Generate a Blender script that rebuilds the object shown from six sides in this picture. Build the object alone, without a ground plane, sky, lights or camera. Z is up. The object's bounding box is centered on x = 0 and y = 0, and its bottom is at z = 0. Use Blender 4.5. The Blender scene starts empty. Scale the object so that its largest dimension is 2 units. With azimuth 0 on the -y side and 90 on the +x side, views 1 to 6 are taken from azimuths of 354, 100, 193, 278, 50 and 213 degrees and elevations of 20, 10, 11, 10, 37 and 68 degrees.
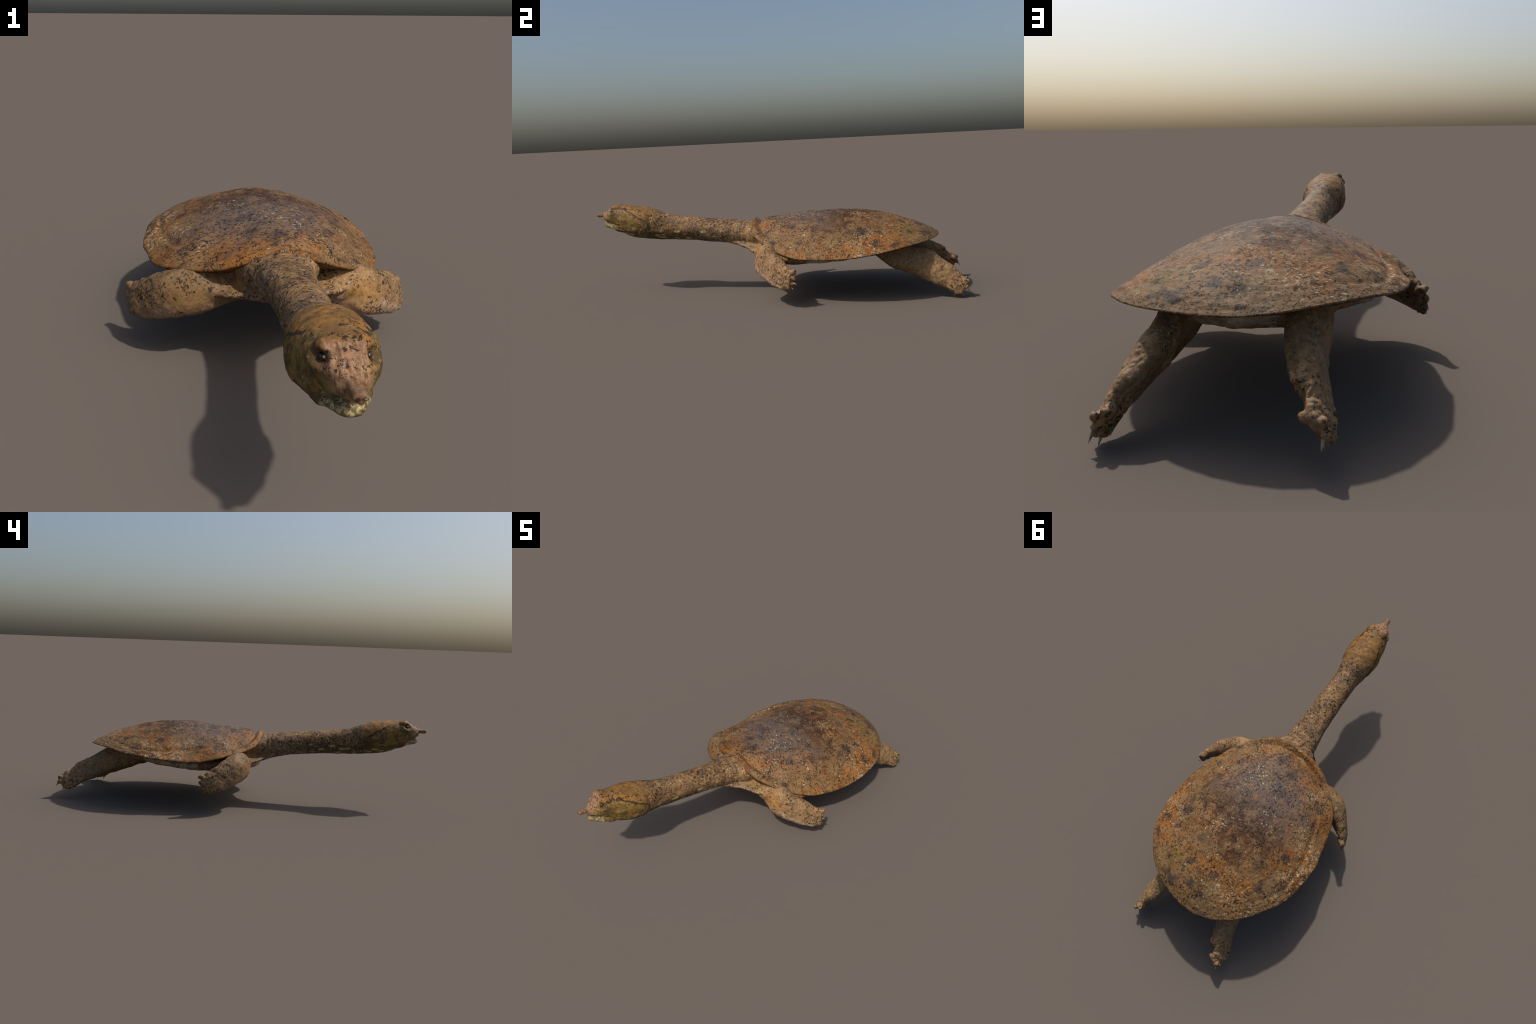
import bpy, bmesh, math, random
import numpy as np
from mathutils import Vector, noise

random.seed(7)

# ------------------------------------------------------------------ helpers
def smooth01(t):
    t = np.clip(t, 0, 1)
    return t * t * (3 - 2 * t)

def band(v, a, b, soft):
    """1 between a and b with soft shoulders."""
    return smooth01((v - a) / soft + .5) * (1 - smooth01((v - b) / soft + .5))

def bump(d, r):
    """bell of radius r."""
    return np.exp(-(d / r) ** 2)

def fractal(P, scale, octaves=3, seed=0.0):
    out = np.empty(len(P))
    off = Vector((seed * 3.17, seed * 1.31, -seed * 2.23))
    for i, p in enumerate(P):
        out[i] = noise.fractal(Vector(p) * scale + off, 1.0, 2.0, octaves)
    return out

def catmull(K, n):
    """rows of K resampled to n rows along a Catmull-Rom curve."""
    K = np.asarray(K, float)
    m = len(K)
    Q = np.vstack([2 * K[0] - K[1], K, 2 * K[-1] - K[-2]])
    t = np.linspace(0, m - 1 - 1e-9, n)
    i = t.astype(int)
    f = (t - i)[:, None]
    a, b, c, d = Q[i], Q[i + 1], Q[i + 2], Q[i + 3]
    return .5 * (2 * b + (c - a) * f + (2 * a - 5 * b + 4 * c - d) * f ** 2 + (3 * b - a - 3 * c + d) * f ** 3)

class Soup:
    """collects vertices and faces of several closed lofts."""
    def __init__(self):
        self.v, self.f = [], []

    def add(self, rings):
        n, m = len(rings), len(rings[0])
        o = len(self.v)
        for r in rings:
            self.v += [tuple(p) for p in r]
        for i in range(n - 1):
            for j in range(m):
                k = (j + 1) % m
                self.f.append((o + i * m + j, o + i * m + k, o + (i + 1) * m + k, o + (i + 1) * m + j))
        self.v.append(tuple(np.mean(rings[0], 0)))
        self.v.append(tuple(np.mean(rings[-1], 0)))
        a, b = len(self.v) - 2, len(self.v) - 1
        for j in range(m):
            k = (j + 1) % m
            self.f.append((a, o + k, o + j))
            self.f.append((b, o + (n - 1) * m + j, o + (n - 1) * m + k))

def mesh_object(name, verts, faces, mat, parent=None, smooth=True):
    me = bpy.data.meshes.new(name)
    me.from_pydata([tuple(map(float, v)) for v in verts], [], faces)
    me.update()
    if smooth:
        me.polygons.foreach_set("use_smooth", [True] * len(me.polygons))
    ob = bpy.data.objects.new(name, me)
    bpy.context.scene.collection.objects.link(ob)
    if mat:
        me.materials.append(mat)
    if parent:
        ob.parent = parent
    return ob

def section_loft(stations, n=60, m=40, power=2.2):
    """stations across y: (y, x centre, half width, z bottom, z top) -> rings."""
    S = catmull(stations, n)
    th = np.linspace(0, 2 * np.pi, m, endpoint=False)
    c, s = np.cos(th), np.sin(th)
    e = 2 / power
    ux, uz = np.sign(c) * abs(c) ** e, np.sign(s) * abs(s) ** e
    rings = []
    for y, cx, hw, zb, zt in S:
        rings.append(np.stack([cx + hw * ux, np.full(m, y), (zb + zt) / 2 + (zt - zb) / 2 * uz], 1))
    return rings, S

def limb_loft(stations, flat_axis, n=50, m=32, power=2.2):
    """stations: (x, y, z, half thickness along flat_axis, half height across it)."""
    S = catmull(stations, n)
    C = S[:, :3]
    T = np.gradient(C, axis=0)
    T /= np.linalg.norm(T, axis=1)[:, None]
    th = np.linspace(0, 2 * np.pi, m, endpoint=False)
    c, s = np.cos(th), np.sin(th)
    e = 2 / power
    ux, uz = np.sign(c) * abs(c) ** e, np.sign(s) * abs(s) ** e
    if np.ndim(flat_axis) == 1:
        F = np.tile(np.array(flat_axis, float), (n, 1))
    else:
        F = catmull(flat_axis, n)
    rings = []
    for i in range(n):
        a = F[i] - T[i] * (F[i] @ T[i])
        a /= np.linalg.norm(a)
        b = np.cross(a, T[i])
        rings.append(C[i] + np.outer(ux * S[i, 3], a) + np.outer(uz * S[i, 4], b))
    return rings, S

def ellipsoid(c, r, n=16, m=24):
    c, r = np.array(c), np.array(r)
    rings = []
    for i in range(1, n):
        a = np.pi * i / n
        t = np.linspace(0, 2 * np.pi, m, endpoint=False)
        rings.append(c + r * np.stack([np.sin(a) * np.cos(t), np.sin(a) * np.sin(t), np.full(m, np.cos(a))], 1))
    return rings

# ------------------------------------------------------------------ node materials
class Nodes:
    def __init__(self, name, rough=.6, spec=.35):
        self.mat = bpy.data.materials.new(name)
        self.mat.use_nodes = True
        self.t = self.mat.node_tree
        self.b = self.t.nodes["Principled BSDF"]
        self.b.inputs["Roughness"].default_value = rough
        self.b.inputs["Specular IOR Level"].default_value = spec
        tc = self.t.nodes.new("ShaderNodeTexCoord")
        self.P = tc.outputs["Object"]
        s = self.t.nodes.new("ShaderNodeSeparateXYZ")
        self.link(self.P, s.inputs[0])
        self.x, self.y, self.z = s.outputs

    def link(self, a, b):
        self.t.links.new(a, b)

    def put(self, sock, v):
        if hasattr(v, "is_output"):
            self.link(v, sock)
        elif isinstance(v, tuple) and len(v) == 3 and sock.type == 'RGBA':
            sock.default_value = (*v, 1)
        else:
            sock.default_value = v

    def math(self, op, a, b=0.0, c=0.0, clamp=False):
        n = self.t.nodes.new("ShaderNodeMath")
        n.operation = op
        n.use_clamp = clamp
        for i, v in enumerate((a, b, c)):
            self.put(n.inputs[i], v)
        return n.outputs[0]

    def mul(self, a, b): return self.math('MULTIPLY', a, b)
    def add(self, a, b): return self.math('ADD', a, b)
    def sub(self, a, b): return self.math('SUBTRACT', a, b)
    def inv(self, a): return self.math('SUBTRACT', 1.0, a)
    def mx(self, a, b): return self.math('MAXIMUM', a, b)

    def step(self, v, a, b, lo=0.0, hi=1.0):
        n = self.t.nodes.new("ShaderNodeMapRange")
        n.interpolation_type = 'SMOOTHSTEP'
        flip = a > b
        if flip:
            a, b, lo, hi = b, a, hi, lo
        for k, q in zip(("Value", "From Min", "From Max", "To Min", "To Max"), (v, a, b, lo, hi)):
            self.put(n.inputs[k], q)
        return n.outputs[0]

    def stretch(self, sx, sy, sz, rot=(0, 0, 0), off=(0, 0, 0)):
        n = self.t.nodes.new("ShaderNodeMapping")
        self.link(self.P, n.inputs[0])
        n.inputs["Scale"].default_value = (sx, sy, sz)
        n.inputs["Rotation"].default_value = rot
        n.inputs["Location"].default_value = off
        return n.outputs[0]

    def noise(self, scale, detail=3.0, rough=.55, dist=0.0, P=None):
        n = self.t.nodes.new("ShaderNodeTexNoise")
        self.link(P or self.P, n.inputs["Vector"])
        n.inputs["Scale"].default_value = scale
        n.inputs["Detail"].default_value = detail
        n.inputs["Roughness"].default_value = rough
        n.inputs["Distortion"].default_value = dist
        return n.outputs[0]

    def voronoi(self, scale, P=None, feature='F1', rand=1.0, out="Distance"):
        n = self.t.nodes.new("ShaderNodeTexVoronoi")
        n.feature = feature
        self.link(P or self.P, n.inputs["Vector"])
        n.inputs["Scale"].default_value = scale
        n.inputs["Randomness"].default_value = rand
        return n.outputs[out]

    def mix(self, f, a, b, mode='MIX'):
        n = self.t.nodes.new("ShaderNodeMix")
        n.data_type = 'RGBA'
        n.blend_type = mode
        self.put(n.inputs[0], f)
        self.put(n.inputs[6], a)
        self.put(n.inputs[7], b)
        return n.outputs[2]

    def spot(self, c, r, soft=.5):
        """soft ball mask around a point; r may be a triple."""
        r = r if isinstance(r, tuple) else (r, r, r)
        n = self.stretch(1 / r[0], 1 / r[1], 1 / r[2], off=(-c[0] / r[0], -c[1] / r[1], -c[2] / r[2]))
        d = self.t.nodes.new("ShaderNodeVectorMath")
        d.operation = 'LENGTH'
        self.link(n, d.inputs[0])
        return self.step(d.outputs["Value"], 1 + soft, 1 - soft)

    def squiggles(self, line_scale, width, patch_scale, level, seed=0.0, P=None):
        """short crooked strokes: contour lines of one noise kept where another is high."""
        off = (seed * 1.7, -seed * 2.3, seed)
        if P is None:
            P = self.stretch(1, 1, 1, off=off)
        a = self.noise(line_scale, 1.5, .5, .6, P)
        line = self.step(self.math('ABSOLUTE', self.sub(a, .5)), width, width * .45)
        Q = self.stretch(1, 1, 1, off=(off[2] + 5, off[0], off[1]))
        cell = self.t.nodes.new("ShaderNodeTexVoronoi")      # angular chips: whole cells are kept or dropped
        self.link(Q, cell.inputs["Vector"])
        cell.inputs["Scale"].default_value = line_scale * 1.5
        pick = self.t.nodes.new("ShaderNodeSeparateColor")
        self.link(cell.outputs["Color"], pick.inputs[0])
        cl = self.noise(patch_scale, 2.0, .6, 0, Q)
        m = self.add(pick.outputs[0], self.mul(self.sub(cl, .5), 1.5))
        return self.mul(line, self.step(m, level, level + .03))

    def finish(self, colour, height=None, strength=.4, distance=.004):
        self.put(self.b.inputs["Base Color"], colour)
        if height is not None:
            n = self.t.nodes.new("ShaderNodeBump")
            n.inputs["Strength"].default_value = strength
            n.inputs["Distance"].default_value = distance
            self.link(height, n.inputs["Height"])
            self.link(n.outputs[0], self.b.inputs["Normal"])
        return self.mat

def srgb(h):
    h = h.lstrip('#')
    c = [int(h[i:i + 2], 16) / 255 for i in (0, 2, 4)]
    return tuple(x / 12.92 if x < .04045 else ((x + .055) / 1.055) ** 2.4 for x in c)

BLACK = srgb('#1c150f')
CREAM = srgb('#a99a7e')

def carapace_material():
    N = Nodes("leathery_shell_skin", .68, .22)
    # bearing and relative distance from the crown: streaks follow the rim
    dx, dy = N.mul(N.add(N.x, .005), 1 / .405), N.mul(N.sub(N.y, .36), 1 / .48)
    rad = N.math('SQRT', N.add(N.mul(dx, dx), N.mul(dy, dy)))
    ang = N.math('ARCTAN2', dy, dx)
    comb = N.t.nodes.new("ShaderNodeCombineXYZ")
    N.put(comb.inputs[0], N.mul(dx, 2.2))
    N.put(comb.inputs[1], N.mul(dy, 2.2))
    N.put(comb.inputs[2], N.mul(rad, 16))
    streak = N.noise(2.6, 4, .65, .3, comb.outputs[0])
    big = N.noise(5.0, 3, .6)
    mid = N.noise(17, 4, .65, .4)
    fine = N.noise(75, 4, .7)
    grit = N.noise(150, 3, .7)
    tan, orange, rust = srgb('#7a5c3a'), srgb('#8d5922'), srgb('#5d3410')
    col = N.mix(N.step(N.add(big, N.mul(N.sub(mid, .5), .5)), .40, .62), tan, orange)
    col = N.mix(N.mul(N.step(N.add(mid, N.mul(N.sub(streak, .5), .6)), .52, .70), .7), col, rust)
    pal = N.step(N.add(N.noise(13, 3, .6, 0, N.stretch(1, 1, 1, off=(3, 7, 1))), N.mul(N.sub(streak, .5), .5)), .52, .68)
    col = N.mix(N.mul(pal, .55), col, srgb('#8a6940'))
    umber = N.step(N.add(N.noise(9, 4, .7, .6, N.stretch(1, 1, 1, off=(1, 4, 2))), N.mul(N.sub(fine, .5), .35)), .53, .70)
    col = N.mix(N.mul(umber, .8), col, srgb('#3a2a1b'))
    # drab tan towards the hind margin
    hind = N.step(N.add(N.y, N.mul(N.sub(mid, .5), .3)), .58, .80)
    col = N.mix(N.mul(hind, .6), col, srgb('#705a3c'))
    # bluish grey saddle over the front of the back
    saddle = N.spot((-.02, .20, .42), (.24, .20, .3), .55)
    saddle = N.mul(saddle, N.step(N.add(mid, N.mul(big, .5)), .55, .80, .5, 1.0))
    col = N.mix(N.mul(saddle, .92), col, srgb('#5d5049'))
    blue = N.mul(N.spot((-.02, .19, .42), (.30, .22, .3), .5), N.step(N.noise(9, 2, .5, .5), .56, .66))
    col = N.mix(N.mul(blue, .7), col, srgb('#453f42'))
    # rusty dark stain behind it
    stain = N.spot((-.0, .41, .42), (.24, .14, .3), .6)
    stain = N.mul(stain, N.step(mid, .34, .56))
    col = N.mix(N.mul(stain, .85), col, srgb('#392213'))
    # green algae stain
    alga = N.mul(N.spot((.17, .70, .33), (.09, .05, .2), .6), N.step(mid, .40, .58))
    col = N.mix(N.mul(alga, .6), col, srgb('#655a2c'))
    # round slate spots, scattered, clearest toward the sides
    nz = N.t.nodes.new("ShaderNodeTexNoise")
    N.link(N.P, nz.inputs["Vector"])
    nz.inputs["Scale"].default_value = 30
    nz.inputs["Detail"].default_value = 3
    sc = N.t.nodes.new("ShaderNodeVectorMath")
    sc.operation = 'SCALE'
    N.link(nz.outputs["Color"], sc.inputs[0])
    sc.inputs["Scale"].default_value = .045
    add = N.t.nodes.new("ShaderNodeVectorMath")
    add.operation = 'ADD'
    N.link(N.stretch(1, 1, .15), add.inputs[0])
    N.link(sc.outputs[0], add.inputs[1])
    vc = N.t.nodes.new("ShaderNodeTexVoronoi")
    N.link(add.outputs[0], vc.inputs["Vector"])
    vc.inputs["Scale"].default_value = 13.5
    vc.inputs["Randomness"].default_value = .9
    sepc = N.t.nodes.new("ShaderNodeSeparateColor")
    N.link(vc.outputs["Color"], sepc.inputs[0])
    size = N.math('MULTIPLY_ADD', sepc.outputs[0], .20, .19)
    spots = N.step(N.sub(vc.outputs["Distance"], size), .10, -.14)
    spots = N.mul(spots, N.step(sepc.outputs[1], .12, .35))
    spots = N.mul(spots, N.step(rad, .35, .65, .45, 1))
    col = N.mix(N.mul(spots, .8), col, srgb('#37302c'))
    # grain
    col = N.mix(N.mul(N.step(fine, .53, .72), .35), col, srgb('#9a7648'))
    col = N.mix(N.mul(N.step(fine, .49, .32), .75), col, srgb('#2e1f0f'))
    col = N.mix(N.mul(N.step(grit, .56, .74), .3), col, srgb('#a5865c'))
    col = N.mix(N.mul(N.step(grit, .45, .28), .5), col, srgb('#251a10'))
    col = N.mix(N.mul(N.mul(N.step(streak, .45, .30), N.step(rad, .5, .8)), .5), col, srgb('#3f2a17'))
    # scan cracks painted on: dark for unlit insides, pale for bright surfaces behind
    dark = N.mx(N.squiggles(58, .07, 8, .86, 1.3), N.squiggles(100, .085, 11, .80, 4.1))
    col = N.mix(N.mul(dark, .85), col, BLACK)
    pale = N.squiggles(85, .075, 7, 1.05, 8.7)
    col = N.mix(N.mul(pale, .8), col, CREAM)
    side = N.mul(N.spot((-.36, .40, .31), (.08, .17, .10), .5), N.squiggles(75, .08, 20, .78, 2.2))
    col = N.mix(N.mul(side, .85), col, CREAM)
    side = N.mul(N.spot((.32, .52, .27), (.10, .10, .10), .5), N.squiggles(80, .08, 20, .85, 3.2))
    col = N.mix(N.mul(side, .8), col, CREAM)
    h = N.add(N.add(N.mul(streak, .9), N.mul(fine, .5)), N.mul(dark, -.6))
    return N.finish(col, h, .6, .004)

def skin_material(name, kind):
    """one family of skin; every body part shares the same field of colours in object space."""
    N = Nodes(name, .66, .25)
    mid = N.noise(20, 4, .65, .4)
    fine = N.noise(85, 4, .7)
    big = N.noise(6, 3, .6)
    ax = N.math('ABSOLUTE', N.x)
    # ---- neck and general ground colour
    brown = N.mix(N.step(mid, .40, .62), srgb('#715538'), srgb('#8b6a43'))
    brown = N.mix(N.mul(N.step(big, .5, .7), .6), brown, srgb('#7b6450'))
    # ---- head: mustard brow and cheeks
    mustard = N.mix(N.step(mid, .38, .64), srgb('#70532c'), srgb('#8b6029'))
    cheek = N.mix(N.step(mid, .36, .62), srgb('#54431f'), srgb('#84652e'))
    zs = N.math('MULTIPLY_ADD', N.math('MAXIMUM', N.add(N.y, .79), -.02), -.62, .462)          # eye stripe height along y
    below = N.step(N.sub(N.z, zs), .006, -.010)
    headcol = N.mix(below, mustard, cheek)
    ishead = N.step(N.add(N.y, N.mul(N.sub(mid, .5), .16)), -.62, -.73)
    col = N.mix(ishead, brown, headcol)
    # pink forehead and snout
    wob = N.mul(N.sub(mid, .5), .05)
    pink = N.mul(N.mul(N.step(N.add(N.y, wob), -.868, -.892), N.step(N.add(ax, wob), .050, .034)), N.step(N.sub(N.z, N.math('MULTIPLY_ADD', N.add(N.y, .96), .5, .415)), -.006, .010))
    pinkc = N.mix(N.step(N.noise(60, 3, .6, .5, N.stretch(2.5, .7, 1)), .42, .62), srgb('#76563e'), srgb('#98735a'))
    col = N.mix(N.mul(pink, .85), col, pinkc)
    muz = N.mul(N.step(N.y, -.90, -.93), N.inv(pink))
    col = N.mix(N.mul(muz, .6), col, srgb('#8c7350'))
    # dark purplish patch on the crown
    crown = N.spot((.006, -.845, .49), (.035, .03, .03), .5)
    col = N.mix(N.mul(N.mul(crown, N.step(mid, .35, .6)), .55), col, srgb('#57402f'))
    rim = N.mx(N.spot((.049, -.890, .459), (.022, .020, .016), .4), N.spot((-.045, -.890, .459), (.022, .020, .016), .4))
    col = N.mix(N.mul(N.mul(rim, N.step(fine, .35, .55)), .75), col, srgb('#3a2a1c'))
    tipc = N.mul(N.step(N.y, -.945, -.975), N.step(fine, .25, .6, .5, 1))
    col = N.mix(N.mul(tipc, .6), col, srgb('#5f4536'))
    nos = N.mx(N.spot((.0105, -.997, .434), (.0045, .005, .004), .4), N.spot((-.001, -.997, .434), (.0045, .005, .004), .4))
    col = N.mix(nos, col, BLACK)
    blot = N.mul(ishead, N.step(N.noise(38, 3, .65, .8), .54, .64))
    col = N.mix(N.mul(blot, .5), col, srgb('#3b2b19'))
    # stripe running back from the eye, and a fainter one on the jaw
    onhead = N.mul(N.step(N.y, -.66, -.70), N.step(N.y, -.885, -.868))
    d = N.math('ABSOLUTE', N.add(N.sub(N.z, zs), N.mul(N.sub(mid, .5), .045)))
    stripe = N.mul(N.mul(N.step(d, .0075, .003), onhead), N.step(ax, .035, .055))
    col = N.mix(N.mul(stripe, .9), col, srgb('#2c1f18'))
    d2 = N.math('ABSOLUTE', N.add(N.sub(N.z, N.math('MULTIPLY_ADD', N.add(N.y, .79), -.30, .392)), N.mul(N.sub(mid, .5), .06)))
    stripe2 = N.mul(N.mul(N.step(d2, .006, .002), onhead), N.step(ax, .05, .065))
    col = N.mix(N.mul(stripe2, .6), col, srgb('#3a2b1a'))
    # dark crease behind the cheek
    crease = N.mul(N.spot((0, -.685, .355), (.13, .028, .05), .6), N.step(ax, .04, .06))
    col = N.mix(N.mul(crease, .6), col, srgb('#35281a'))
    # throat: dark ground with cream streaks drawn out along the neck
    zt = N.math('MULTIPLY_ADD', N.step(N.y, -.90, -.72), -.030, .378)
    throat = N.mul(N.step(N.sub(N.z, N.add(zt, N.mul(N.sub(mid, .5), .03))), .012, -.012), N.step(N.y, -.20, -.34))
    col = N.mix(N.mul(throat, .75), col, srgb('#4b3c27'))
    ts = N.voronoi(34, N.stretch(1.1, .52, 1.2), rand=.95)
    tspots = N.mul(N.step(N.add(ts, N.mul(N.sub(fine, .5), .25)), .39, .27), throat)
    col = N.mix(N.mul(tspots, .85), col, srgb('#a79b6a'))
    lip = N.mul(N.step(N.y, -.885, -.905), N.mul(N.step(N.z, .397, .390), N.step(fine, .40, .52)))
    lsp = N.step(N.add(N.voronoi(75, rand=1), N.mul(N.sub(fine, .5), .3)), .55, .40)
    col = N.mix(N.mul(lip, .7), col, srgb('#6f6547'))
    col = N.mix(N.mul(N.mul(lip, lsp), .9), col, srgb('#b9ac7c'))
    # pale grey lower flank of the neck
    nf = N.mul(N.mul(N.step(N.z, .335, .295), N.step(N.y, -.5, -.35)), N.step(fine, .35, .6))
    col = N.mix(N.mul(nf, .5), col, srgb('#8c7a66'))
    if kind == 'limb':
        tan = N.mix(N.step(mid, .38, .62), srgb('#745939'), srgb('#906f4b'))
        tan = N.mix(N.mul(N.step(big, .48, .65), .7), tan, srgb('#9a7a5e'))
        col = tan
        # pale pinkish leading edge of the hand, mustard at the elbow
        edge = N.mul(N.step(N.sub(N.z, N.math('MULTIPLY_ADD', N.y, -.75, .20)), -.028, -.055), N.step(N.y, .30, .2))
        col = N.mix(N.mul(edge, .6), col, srgb('#bb9c84'))
        elb = N.mul(N.spot((.27, -.06, .21), (.06, .05, .06), .6), 1.0)
        elb = N.mx(elb, N.spot((-.27, -.07, .22), (.06, .05, .06), .6))
        col = N.mix(N.mul(elb, .6), col, srgb('#946a2f'))
        duller = N.mul(N.step(N.x, .05, -.05), N.step(fine, .30, .60, .55, 1))
        col = N.mix(N.mul(duller, .55), col, srgb('#5c4830'))
        # hind legs: tan, slightly darker above the foot
        hind = N.step(N.y, .35, .5)
        ol = N.mix(N.step(mid, .36, .62), srgb('#735b3c'), srgb('#8b6d49'))
        ol = N.mix(N.mul(N.step(big, .5, .65), .6), ol, srgb('#7a6450'))
        zf = N.sub(N.add(N.y, N.mul(N.z, -.35)), N.mul(N.step(N.x, -.05, .05), .045))
        foot = N.step(N.add(zf, N.mul(N.sub(mid, .5), .05)), .80, .83)
        hcol = N.mix(N.mul(foot, .6), ol, N.mix(N.step(mid, .4, .6), srgb('#7d6040'), srgb('#987450')))
        col = N.mix(hind, col, hcol)
        dots = N.mul(N.step(N.voronoi(42, rand=1), .20, .13), N.mul(hind, N.step(N.noise(15), .42, .5)))
        col = N.mix(N.mul(dots, .8), col, srgb('#2b2318'))
        # bare pale knobs and raw dark hollows of the hind feet
    if kind == 'torso':
        tan = N.mix(N.step(mid, .38, .62), srgb('#86683f'), srgb('#97784c'))
        chest = N.mix(N.step(mid, .35, .6), srgb('#a8875f'), srgb('#bfa284'))
        t = N.mix(N.step(N.add(N.z, N.mul(N.sub(mid, .5), .05)), .245, .215), tan, chest)
        belly = N.mix(N.step(mid, .38, .62), srgb('#8d7b62'), srgb('#b09d84'))
        t = N.mix(N.step(N.y, .02, .12), t, belly)
        col = N.mix(N.step(N.add(N.y, N.mul(N.sub(mid, .5), .08)), -.19, -.11), col, t)
    # ---- grain, and crack strokes coloured as shadowed gaps and lit glimpses
    grain = N.step(fine, .52, .72)
    col = N.mix(N.mul(grain, .35), col, srgb('#b0936c'))
    col = N.mix(N.mul(N.step(fine, .48, .30), .65), col, srgb('#35271a'))
    lev = dict(neck=.74, limb=.82, head=1.0, torso=.95)[kind]
    dark = N.mx(N.squiggles(66, .075, 9, lev, 1.9), N.squiggles(110, .085, 12, lev, 6.1))
    if kind == 'limb':
        dark = N.mul(dark, N.inv(N.mul(N.mul(hind, N.inv(foot)), .6)))
    col = N.mix(N.mul(dark, .88), col, BLACK)
    pale = N.squiggles(88, .075, 7, 1.06, 3.7)
    col = N.mix(N.mul(pale, .75), col, CREAM)
    wr = N.noise(75, 3, .6, .8, N.stretch(1, 1.5, 1))
    h = N.add(N.add(N.mul(wr, .6), N.mul(N.noise(210, 2), .4)), N.mul(dark, -.8))
    return N.finish(col, h, .5, .003)

def claw_material():
    N = Nodes("horny_claw", .4, .5)
    f = N.noise(60, 3, .6, 0, N.stretch(1, 1, .4))
    return N.finish(N.mix(N.step(f, .4, .65), srgb('#5d5038'), srgb('#9b8a68')), f, .2, .002)

def eye_material():
    N = Nodes("dull_dark_eye", .35, .4)
    f = N.noise(90, 2)
    return N.finish(N.mix(N.step(f, .45, .6), srgb('#15110d'), srgb('#3a2f1f')))

# ------------------------------------------------------------------ carapace
CX, CY, CZ = -.005, .36, .422

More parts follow.
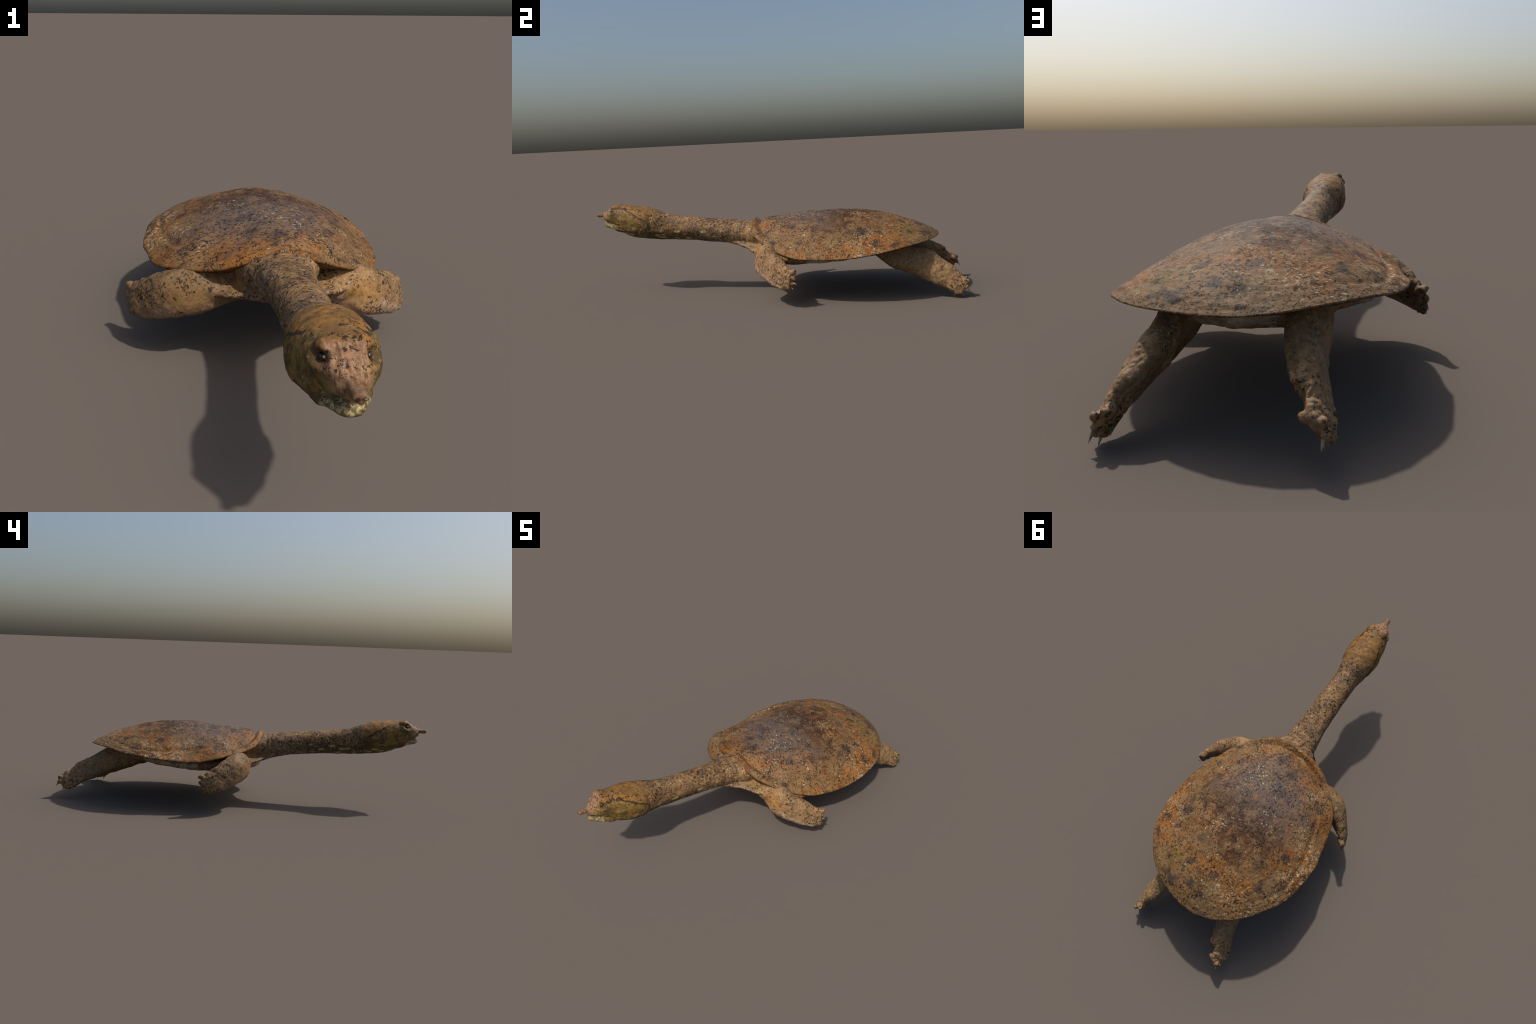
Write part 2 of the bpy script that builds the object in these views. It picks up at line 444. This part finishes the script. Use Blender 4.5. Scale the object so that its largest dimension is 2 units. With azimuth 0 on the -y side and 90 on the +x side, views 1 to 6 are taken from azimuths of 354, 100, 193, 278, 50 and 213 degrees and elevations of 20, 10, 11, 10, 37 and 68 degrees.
def carapace(mat, parent):
    # rim seen from above, with its height: one loop of control points
    rim = np.array([
        (.01, -.108, .384), (.06, -.108, .372), (.115, -.104, .350), (.168, -.084, .330), (.240, -.026, .294),
        (.327, .086, .247), (.362, .160, .231), (.390, .280, .229), (.404, .400, .235), (.399, .500, .246),
        (.375, .592, .260), (.319, .688, .275), (.245, .764, .282), (.152, .815, .286), (.046, .843, .286),
        (-.05, .849, .288), (-.140, .832, .297), (-.222, .782, .304), (-.293, .707, .305), (-.342, .640, .300),
        (-.387, .550, .288), (-.405, .450, .279), (-.408, .350, .271), (-.396, .265, .265), (-.372, .175, .262),
        (-.336, .070, .284), (-.288, .005, .300), (-.231, -.045, .312), (-.168, -.086, .328), (-.115, -.103, .347),
        (-.05, -.107, .370)])
    a = np.arctan2(rim[:, 1] - CY, rim[:, 0] - CX)
    o = np.argsort(a)
    a, rr, rz = a[o], np.hypot(rim[o, 0] - CX, rim[o, 1] - CY), rim[o, 2]
    nth, ns = 420, 130
    th = np.linspace(-np.pi, np.pi, nth, endpoint=False)
    R = np.interp(th, a, rr, period=2 * np.pi)
    Z = np.interp(th, a, rz, period=2 * np.pi)
    k = np.exp(-np.linspace(-2, 2, 13) ** 2)
    k /= k.sum()
    wrap = lambda q: np.convolve(np.concatenate([q[-6:], q, q[:6]]), k, 'valid')
    R, Z = wrap(R), wrap(Z)
    front = np.clip(-np.sin(th), 0, 1) ** 3
    back = np.clip(np.sin(th), 0, 1)
    right = np.clip(np.cos(th), 0, 1)
    left = np.clip(-np.cos(th), 0, 1)
    # dome exponent by bearing: slanting right flank, full left flank
    p = np.interp(np.degrees(th), [-180, -135, -90, -60, -30, 0, 45, 72, 90, 108, 135, 180],
                  [1.9, 2.05, 2.4, 2.6, 2.45, 2.0, 1.62, 1.95, 2.4, 1.95, 1.65, 1.85])
    p = wrap(wrap(p))
    s_all = np.concatenate([np.linspace(.004, .9, ns), np.linspace(.9, 1, 26)[1:]])
    V = []
    for s in s_all:
        x = CX + R * s * np.cos(th)
        y = CY + R * s * np.sin(th)
        z = Z + (CZ - Z) * (1 - s ** p)
        # lip over the neck with a gutter behind it
        z = z - .016 * front * bump(s - .905, .030) + .009 * front * bump(s - .972, .022)
        # furrow between bony disc and soft margin along both flanks
        flank = np.clip(abs(np.cos(th)) * 1.6 - .5, 0, 1) * np.clip(1.25 - 1.1 * np.sin(th), 0, 1)
        sf = .86 + .03 * np.sin(3 * th)
        z = z - .007 * flank * bump(s - sf, .028) + .004 * flank * bump(s - sf - .06, .03)
        # low growth wrinkles following the rim
        wr = np.sin(s * 95 + 2.5 * np.sin(2 * th + 1) + 1.3 * np.sin(5 * th))
        z = z + .0004 * wr * smooth01((s - .55) / .25) * smooth01((1.0 - s) / .05)
        V.append(np.stack([x, y, z], 1))
    top = np.concatenate(V)
    n1 = fractal(top, 5, 2, 1)
    n2 = fractal(top, 16, 3, 2)
    n3 = fractal(top, 55, 2, 3)
    sv = np.repeat(s_all, nth)
    keep = 1 - .6 * smooth01((sv - .93) / .07)
    top[:, 2] += keep * (.0065 * n1 + .0030 * n2 + .0011 * n3)
    rag = .007 * n1 * smooth01((sv - .7) / .3) + .004 * n2 * smooth01((sv - .8) / .2) + .0012 * n3 * smooth01((sv - .9) / .1)
    top[:, 0] += rag * np.tile(np.cos(th), len(s_all))
    top[:, 1] += rag * np.tile(np.sin(th), len(s_all))
    last = top[-nth:].copy()
    V = [top]
    # rounded edge and underside
    thick = .011 + .004 * front - .005 * back
    under = [(.0, .35, .004), (.0, .75, .003), (-.006, 1.0, 0)]
    for dr, dz, out in under:
        q = last.copy()
        q[:, 0] += (dr + out) * np.cos(th)
        q[:, 1] += (dr + out) * np.sin(th)
        q[:, 2] -= thick * dz
        V.append(q)
    rimlow = V[-1]
    for s in (.96, .9, .82, .74, .62, .3, .01):          # underside slopes in to the flat breast
        q = rimlow.copy()
        q[:, 0] = CX + (q[:, 0] - CX) * s
        q[:, 1] = CY + (q[:, 1] - CY) * s
        q[:, 2] += (.236 - q[:, 2]) * min(1, (1 - s) / .36)
        V.append(q)
    nr = len(s_all) + len(V) - 1
    verts = np.concatenate(V)
    faces = []
    for i in range(nr - 1):
        for j in range(nth):
            k2 = (j + 1) % nth
            faces.append((i * nth + j, (i + 1) * nth + j, (i + 1) * nth + k2, i * nth + k2))
    faces.append(tuple(range(nth)))
    faces.append(tuple(reversed(range((nr - 1) * nth, nr * nth))))
    return mesh_object("carapace", verts, faces, mat, parent)

# ------------------------------------------------------------------ body
HEAD = [  # y, x centre, half width, z bottom, z top
    (-.957, .005, .018, .408, .445), (-.945, .005, .028, .403, .450), (-.925, .005, .041, .396, .463),
    (-.905, .005, .053, .388, .474), (-.885, .006, .063, .374, .484), (-.860, .007, .073, .350, .486),
    (-.820, .009, .083, .324, .486), (-.770, .010, .089, .308, .482), (-.720, .010, .090, .300, .475),
    (-.680, .009, .084, .296, .465), (-.640, .008, .071, .293, .450), (-.600, .009, .063, .291, .436)]
NECK = [
    (-.66, .008, .070, .296, .452), (-.60, .009, .064, .291, .436), (-.52, .011, .064, .287, .420), (-.43, .013, .0665, .283, .408),
    (-.35, .013, .068, .275, .399), (-.28, .013, .071, .267, .394), (-.20, .010, .081, .256, .386),
    (-.14, .008, .092, .247, .381), (-.08, .006, .125, .238, .374), (.00, .00, .135, .23, .360), (.12, .00, .14, .22, .345)]
APRON = [
    (-.27, .013, .035, .268, .290), (-.21, .013, .062, .256, .285), (-.17, .013, .085, .246, .280), (-.125, .012, .135, .234, .268),
    (-.095, .012, .180, .224, .262), (-.06, .010, .205, .214, .268), (-.02, .01, .22, .205, .28), (.05, .0, .22, .20, .28)]
TORSO = [
    (-.05, .005, .200, .208, .262), (-.01, .005, .225, .198, .280), (.06, .00, .245, .206, .295),
    (.16, -.002, .262, .208, .305), (.30, -.005, .270, .208, .305), (.44, -.008, .262, .208, .305), (.54, -.01, .240, .208, .305),
    (.62, -.01, .210, .206, .300), (.69, -.01, .150, .214, .300), (.74, -.01, .07, .245, .295)]
ARM_R = [
    (.11, .045, .225, .052, .060), (.197, .003, .222, .057, .069), (.268, -.002, .209, .060, .076), (.320, .013, .193, .054, .074),
    (.369, .048, .174, .044, .070), (.408, .087, .153, .032, .061), (.430, .118, .142, .023, .054), (.443, .142, .139, .015, .046)]
ARM_L = [
    (-.11, .045, .24, .052, .060), (-.187, -.002, .242, .056, .069), (-.254, -.016, .231, .059, .075), (-.312, -.002, .215, .053, .073),
    (-.364, .036, .195, .042, .069), (-.409, .076, .173, .030, .060), (-.434, .107, .161, .022, .053), (-.447, .131, .158, .014, .045)]
LEG_R = [
    (.145, .52, .262, .045, .040), (.155, .58, .240, .055, .062), (.163, .635, .212, .057, .076), (.171, .69, .192, .050, .076),
    (.184, .776, .157, .043, .075), (.199, .828, .129, .037, .070), (.213, .868, .104, .031, .064), (.224, .908, .078, .027, .056),
    (.235, .940, .058, .018, .046), (.240, .962, .051, .010, .037)]
LEG_L = [
    (-.165, .51, .270, .045, .040), (-.168, .57, .257, .055, .062), (-.174, .625, .240, .058, .075), (-.183, .68, .224, .053, .073),
    (-.200, .780, .176, .044, .064), (-.218, .836, .149, .036, .058), (-.236, .882, .123, .029, .054), (-.252, .917, .100, .025, .052),
    (-.262, .942, .085, .019, .047), (-.268, .960, .077, .011, .037)]

def body_surface():
    S = Soup()
    spines = {}
    for name, st, pw in (("head", HEAD, 2.25), ("neck", NECK, 2.1), ("torso", TORSO, 3.0), ("apron", APRON, 2.2)):
        rings, Q = section_loft(st, 70, 48, pw)
        S.add(rings)
        c = np.stack([Q[:, 1], Q[:, 0], (Q[:, 3] + Q[:, 4]) / 2], 1)
        if name != "apron":
            spines[name] = (c, Q[:, 2], (Q[:, 4] - Q[:, 3]) / 2)
    fore_r = [(.2, -1, .1), (.45, -1, .2), (.8, -1, .3), (1, -.9, .3), (1, -.6, .3), (1, -.5, .3)]
    fore_l = [(-x, y, z) for x, y, z in fore_r]
    for name, st, ax in (("forelimb_r", ARM_R, fore_r), ("forelimb_l", ARM_L, fore_l),
                         ("hindlimb_r", LEG_R, (1, .45, .3)), ("hindlimb_l", LEG_L, (1, -.35, -.3))):
        rings, Q = limb_loft(st, ax, 50, 32, 2.2)
        S.add(rings)
        spines[name] = (Q[:, :3], Q[:, 3], Q[:, 4])
    # lower jaw
    rings, _ = section_loft([(-.951, .006, .013, .374, .393), (-.944, .006, .023, .367, .398), (-.925, .006, .033, .362, .394),
                             (-.90, .007, .044, .357, .386), (-.87, .008, .056, .342, .385), (-.84, .008, .062, .335, .39)], 24, 28, 2.4)
    S.add(rings)
    # tubular snout
    t = catmull([(.008, -.925, .444, .021), (.007, -.945, .438, .0165), (.006, -.965, .4345, .0135), (.005, -.982, .434, .0130), (.005, -.996, .4345, .0115)], 14)
    ang = np.linspace(0, 2 * np.pi, 20, endpoint=False)
    S.add([np.stack([q[0] + q[3] * 1.15 * np.cos(ang), np.full(20, q[1]), q[2] + q[3] * .85 * np.sin(ang)], 1) for q in t])
    # brows and cheek muscles
    for sx in (-1, 1):
        S.add(ellipsoid((.003 + sx * .032, -.872, .469), (.021, .028, .020)))
        S.add(ellipsoid((.003 + sx * .043, -.870, .445), (.022, .034, .022)))
        S.add(ellipsoid((.009 + sx * .056, -.745, .385), (.037, .075, .06)))
        S.add(ellipsoid((sx * .195, -.032, .235 - sx * .005), (.075, .045, .042)))
        # skirt of the breast plate showing below the rim
        up = 0 if sx > 0 else .014
        rings, _ = section_loft([(-.02, sx * .23, .03, .205 + up, .25), (.05, sx * .265, .045, .190 + up, .26), (.12, sx * .28, .050, .185 + up, .26),
                                 (.22, sx * .285, .050, .188 + up, .26), (.36, sx * .275, .048, .197 + up, .26), (.48, sx * .25, .040, .210 + up, .26),
                                 (.56, sx * .22, .03, .220 + up, .26)], 40, 24, 2.0)
        S.add(rings)
    # knuckle knobs on the soles of the hind feet and scalloped toes
    for c, r in (((-.203, .880, .172), (.024, .028, .017)), ((-.232, .948, .112), (.022, .018, .016)),
                 ((.190, .860, .148), (.018, .030, .017)), ((.215, .955, .086), (.015, .020, .016))):
        S.add(ellipsoid(c, r))
    for toes in ([(.440, .150, .178), (.443, .148, .148), (.440, .138, .120), (.432, .114, .104)],
                 [(-.449, .138, .198), (-.453, .136, .167), (-.450, .126, .140), (-.436, .098, .123)],
                 [(.238, .966, .078), (.240, .962, .052), (.236, .938, .030), (.224, .898, .045)],
                 [(-.268, .968, .108), (-.272, .966, .085), (-.268, .945, .064), (-.256, .912, .065)]):
        for c in toes:
            S.add(ellipsoid(c, (.010, .017, .012)))
    # tail stump under the hind margin
    rings, _ = limb_loft([(-.01, .64, .245, .05, .035), (-.005, .69, .236, .034, .024), (.0, .725, .234, .020, .014), (.0, .745, .233, .008, .007)], (1, 0, 0), 14, 20)
    S.add(rings)
    spines["tail"] = (np.array([(-.005, .70, .236), (0, .725, .234), (0, .745, .233)]), np.array([.03, .018, .01]), np.array([.025, .016, .01]))

    raw = mesh_object("body_raw", S.v, S.f, None)
    mod = raw.modifiers.new("skin", 'REMESH')
    mod.mode = 'VOXEL'
    mod.voxel_size = .0036
    dg = bpy.context.evaluated_depsgraph_get()
    me = bpy.data.meshes.new_from_object(raw.evaluated_get(dg))
    bpy.data.objects.remove(raw, do_unlink=True)
    nv = len(me.vertices)
    P = np.empty(nv * 3)
    me.vertices.foreach_get("co", P)
    P = P.reshape(-1, 3)
    E = np.empty(len(me.edges) * 2, int)
    me.edges.foreach_get("vertices", E)
    E = E.reshape(-1, 2)
    deg = np.bincount(E.ravel(), minlength=nv)[:, None]

    def relax(P, w):
        A = np.zeros_like(P)
        for k in range(3):
            A[:, k] = np.bincount(E[:, 0], P[E[:, 1], k], nv) + np.bincount(E[:, 1], P[E[:, 0], k], nv)
        return P + w * (A / np.maximum(deg, 1) - P)

    # fair everything a little, the joints a lot, the face and toes least
    joint = np.zeros(nv)
    for c, r in (((.20, -.02, .22), .09), ((-.20, -.03, .24), .09), ((.14, .62, .21), .09), ((-.19, .62, .23), .09), ((0, -.17, .26), .11), ((.10, -.09, .25), .08), ((-.10, -.09, .25), .08)):
        joint = np.maximum(joint, bump(np.linalg.norm(P - np.array(c), axis=1), r))
    face = np.maximum(smooth01((-.80 - P[:, 1]) / .06), .45 * smooth01((P[:, 1] - .86) / .05))
    w = np.clip(.55 - .35 * face, .1, .6)[:, None]
    for _ in range(10):
        P = relax(P, w)
        P = relax(P, -w * .9)
    for _ in range(14):
        P = relax(P, .6 * joint[:, None])
    for _ in range(4):
        P = relax(P, (.4 * (1 - face))[:, None])

    def normals(P):
        me.vertices.foreach_set("co", P.ravel())
        me.update()
        n = np.empty(nv * 3)
        me.vertices.foreach_get("normal", n)
        return n.reshape(-1, 3)

    n = normals(P)
    x, y, z = P.T
    D = np.zeros(nv)
    # broad and fine unevenness
    limbs = smooth01((abs(x) - .15) / .05) + smooth01((y - .6) / .1)
    D += .0045 * np.minimum(limbs, 1) * fractal(P, 15, 2, 4)
    D += .0022 * fractal(P, 22, 2, 5) * (1 - .5 * face) + .0011 * fractal(P, 60, 3, 6)
    # ring wrinkles of the neck, denser toward the shell
    neck = band(y, -.62, -.10, .10) * (abs(x) < .14)
    ring = np.sin(y * 330 + 3.0 * np.sin(x * 22) + 7 * fractal(P, 14, 2, 9))
    D += .0004 * neck * ring * smooth01((y + .60) / .3)
    # long throat folds
    D += .0009 * band(y, -.85, -.3, .1) * smooth01((.33 - z) / .03) * np.sin(x * 260 + 3 * fractal(P, 7, 2, 11))
    # nuchal skin folds beside the neck
    for yy in (-.13, -.155):
        D -= .0025 * bump(y - yy + .15 * abs(x), .007) * (abs(x) < .12) * (z > .26)
    # mouth line
    zl = np.interp(y, [-.95, -.92, -.89, -.855, -.82], [.397, .392, .389, .381, .384])
    D -= .0055 * bump(z - zl, .0045) * band(y, -.96, -.835, .02)
    # eye sockets
    for sx in (-1, 1):
        d = np.linalg.norm((P - np.array((.002 + sx * .047, -.893, .458))) / np.array((1.0, 1.25, .9)), axis=1)
        D -= .013 * bump(d, .013)
        D += .0035 * bump(d - .023, .007)
    # wrinkles of the forehead run toward the snout
    fore = band(y, -.955, -.875, .02) * smooth01((z - .43) / .02) * (abs(x) < .045)
    D += .0011 * fore * np.sin(x * 420 + 2 * fractal(P, 20, 2, 13))
    # crease behind the cheek
    D -= .005 * bump(y + .668, .014) * (z < .43) * smooth01((abs(x) - .04) / .02)
    # crumpled soles and toes, tendon ridges along the hands
    handf = np.maximum(band(y, .06, .5, .06) * smooth01((abs(x) - .37) / .03), smooth01((y - .80) / .06) * (z < .22))
    D += .0042 * handf * fractal(P, 45, 3, 15)
    along = np.where(y < .3, z + .55 * (y - .1), z + .75 * (y - .9))
    D += .0014 * handf * np.sin(along * 230 + 2 * fractal(P, 12, 2, 17))
    # raw hollow in the soles of the hind feet
    for c in ((-.212, .925, .135), (.185, .915, .105)):
        d = np.linalg.norm((P - np.array(c)) / np.array((1, 1.1, .9)), axis=1)
        D -= .012 * bump(d, .028)
    # cupped palms of the hands
    for c in ((.402, .116, .146), (-.409, .104, .166)):
        d = np.linalg.norm((P - np.array(c)) / np.array((.6, 1, 1.2)), axis=1)
        D -= .010 * bump(d, .030) * (n[:, 0] * np.sign(c[0]) < 0)
    # knee folds
    for c, sl in (((-.15, .775, .15), -1), ((.13, .775, .15), 1)):
        d = np.linalg.norm(P - np.array(c), axis=1)
        t = (y - c[1]) + (z - c[2]) * .5
        D += .006 * bump(d, .05) * bump(t, .010) - .005 * bump(d, .05) * bump(t - .02, .012)
    # pit under the shell rim beside the neck
    for sx in (-1, 1):
        d = np.linalg.norm((P - np.array((sx * .13, -.07, .285))) / np.array((1.3, 1, .7)), axis=1)
        D -= .010 * bump(d, .04)
    P = P + n * D[:, None]
    n = normals(P)
    return me, P, n, spines

def split_body(mats, root):
    me, P, n, spines = body_surface()
    nf = len(me.polygons)
    C = np.empty(nf * 3)
    me.polygons.foreach_get("center", C)
    C = C.reshape(-1, 3)
    names = list(spines)
    best = np.full((len(names), nf), 9.0)
    for i, k in enumerate(names):
        c, a, b = spines[k]
        r = np.sqrt(a * b)
        for q, rr in zip(c[::2], r[::2]):
            best[i] = np.minimum(best[i], np.linalg.norm(C - q, axis=1) / rr)
    cls = best.argmin(0)
    ih, ik, it = names.index("head"), names.index("neck"), names.index("torso")
    hn = np.isin(cls, (ih, ik)) & (C[:, 1] < -.2)
    cls[C[:, 1] < -.2] = ik
    cls[(C[:, 1] < -.675 + .02 * (C[:, 2] - .38) / .08)] = ih
    cls[(cls == ik) & (C[:, 1] > -.09)] = it
    F = [tuple(p.vertices) for p in me.polygons]
    parts = {}
    for i, k in enumerate(names):
        idx = np.nonzero(cls == i)[0]
        used = np.unique(np.concatenate([np.array(F[j]) for j in idx]))
        remap = {int(v): q for q, v in enumerate(used)}
        faces = [tuple(remap[v] for v in F[j]) for j in idx]
        plain = k.split("_")[0]
        ob = mesh_object(plain, P[used], faces, mats[plain], root)
        ob.data.normals_split_custom_set_from_vertices([tuple(q) for q in n[used]])
        parts[k] = ob
    bpy.data.meshes.remove(me)
    return parts

# ------------------------------------------------------------------ small parts
def claw(base, tip, radius, bend, mat, parent):
    base, tip, bend = (np.array(q, float) for q in (base, tip, bend))
    n, m = 12, 12
    t = np.linspace(0, 1, n)[:, None]
    C = base * (1 - t) + tip * t + bend * (4 * t * (1 - t))
    T = np.gradient(C, axis=0)
    T /= np.linalg.norm(T, axis=1)[:, None]
    ang = np.linspace(0, 2 * np.pi, m, endpoint=False)
    rings = []
    for i in range(n):
        a = np.cross(T[i], (0.3, .5, .8))
        a /= np.linalg.norm(a)
        b = np.cross(a, T[i])
        r = radius * (1 - (i / (n - 1)) ** 1.6) + .0004
        rings.append(C[i] + r * (np.outer(np.cos(ang), a) + .75 * np.outer(np.sin(ang), b)))
    S = Soup()
    S.add(rings)
    return mesh_object("claw", S.v, S.f, mat, parent)

def build():
    root = bpy.data.objects.new("softshell_turtle", None)
    bpy.context.scene.collection.objects.link(root)
    root["label"] = "brown softshell turtle swimming with long neck stretched out"
    root["category"] = "turtle"
    mats = dict(head=skin_material("mustard_head_skin", 'head'), neck=skin_material("flecked_neck_skin", 'neck'),
                torso=skin_material("pale_belly_skin", 'torso'), forelimb=skin_material("tan_limb_skin", 'limb'))
    mats["hindlimb"] = mats["forelimb"]
    mats["tail"] = mats["torso"]
    carapace(carapace_material(), root)
    parts = split_body(mats, root)
    horn, eye = claw_material(), eye_material()
    for limb, base, tip in (
            ("forelimb_r", (.424, .085, .104), (.444, .122, .086)), ("forelimb_r", (.436, .115, .110), (.453, .150, .095)),
            ("forelimb_r", (.440, .140, .124), (.456, .167, .116)),
            ("forelimb_l", (-.424, .068, .125), (-.431, .098, .107)), ("forelimb_l", (-.438, .094, .132), (-.458, .130, .115)),
            ("forelimb_l", (-.452, .128, .146), (-.463, .152, .136)),
            ("hindlimb_r", (.222, .880, .045), (.236, .914, .004)), ("hindlimb_r", (.236, .926, .036), (.243, .957, .000)),
            ("hindlimb_r", (.241, .960, .050), (.248, .988, .022)),
            ("hindlimb_l", (-.252, .895, .072), (-.264, .925, .026)), ("hindlimb_l", (-.266, .930, .074), (-.278, .954, .036)),
            ("hindlimb_l", (-.271, .962, .086), (-.267, .994, .058))):
        claw(base, tip, .0070, (0, .003, .003), horn, parts[limb])
    S = Soup()
    S.add(ellipsoid((0, 0, 0), (.0085, .0110, .0070), 12, 18))
    for sx in (-1, 1):
        e = mesh_object("eye", S.v, S.f, eye, parts["head"])
        e.location = (.002 + sx * .0405, -.889, .459)

build()
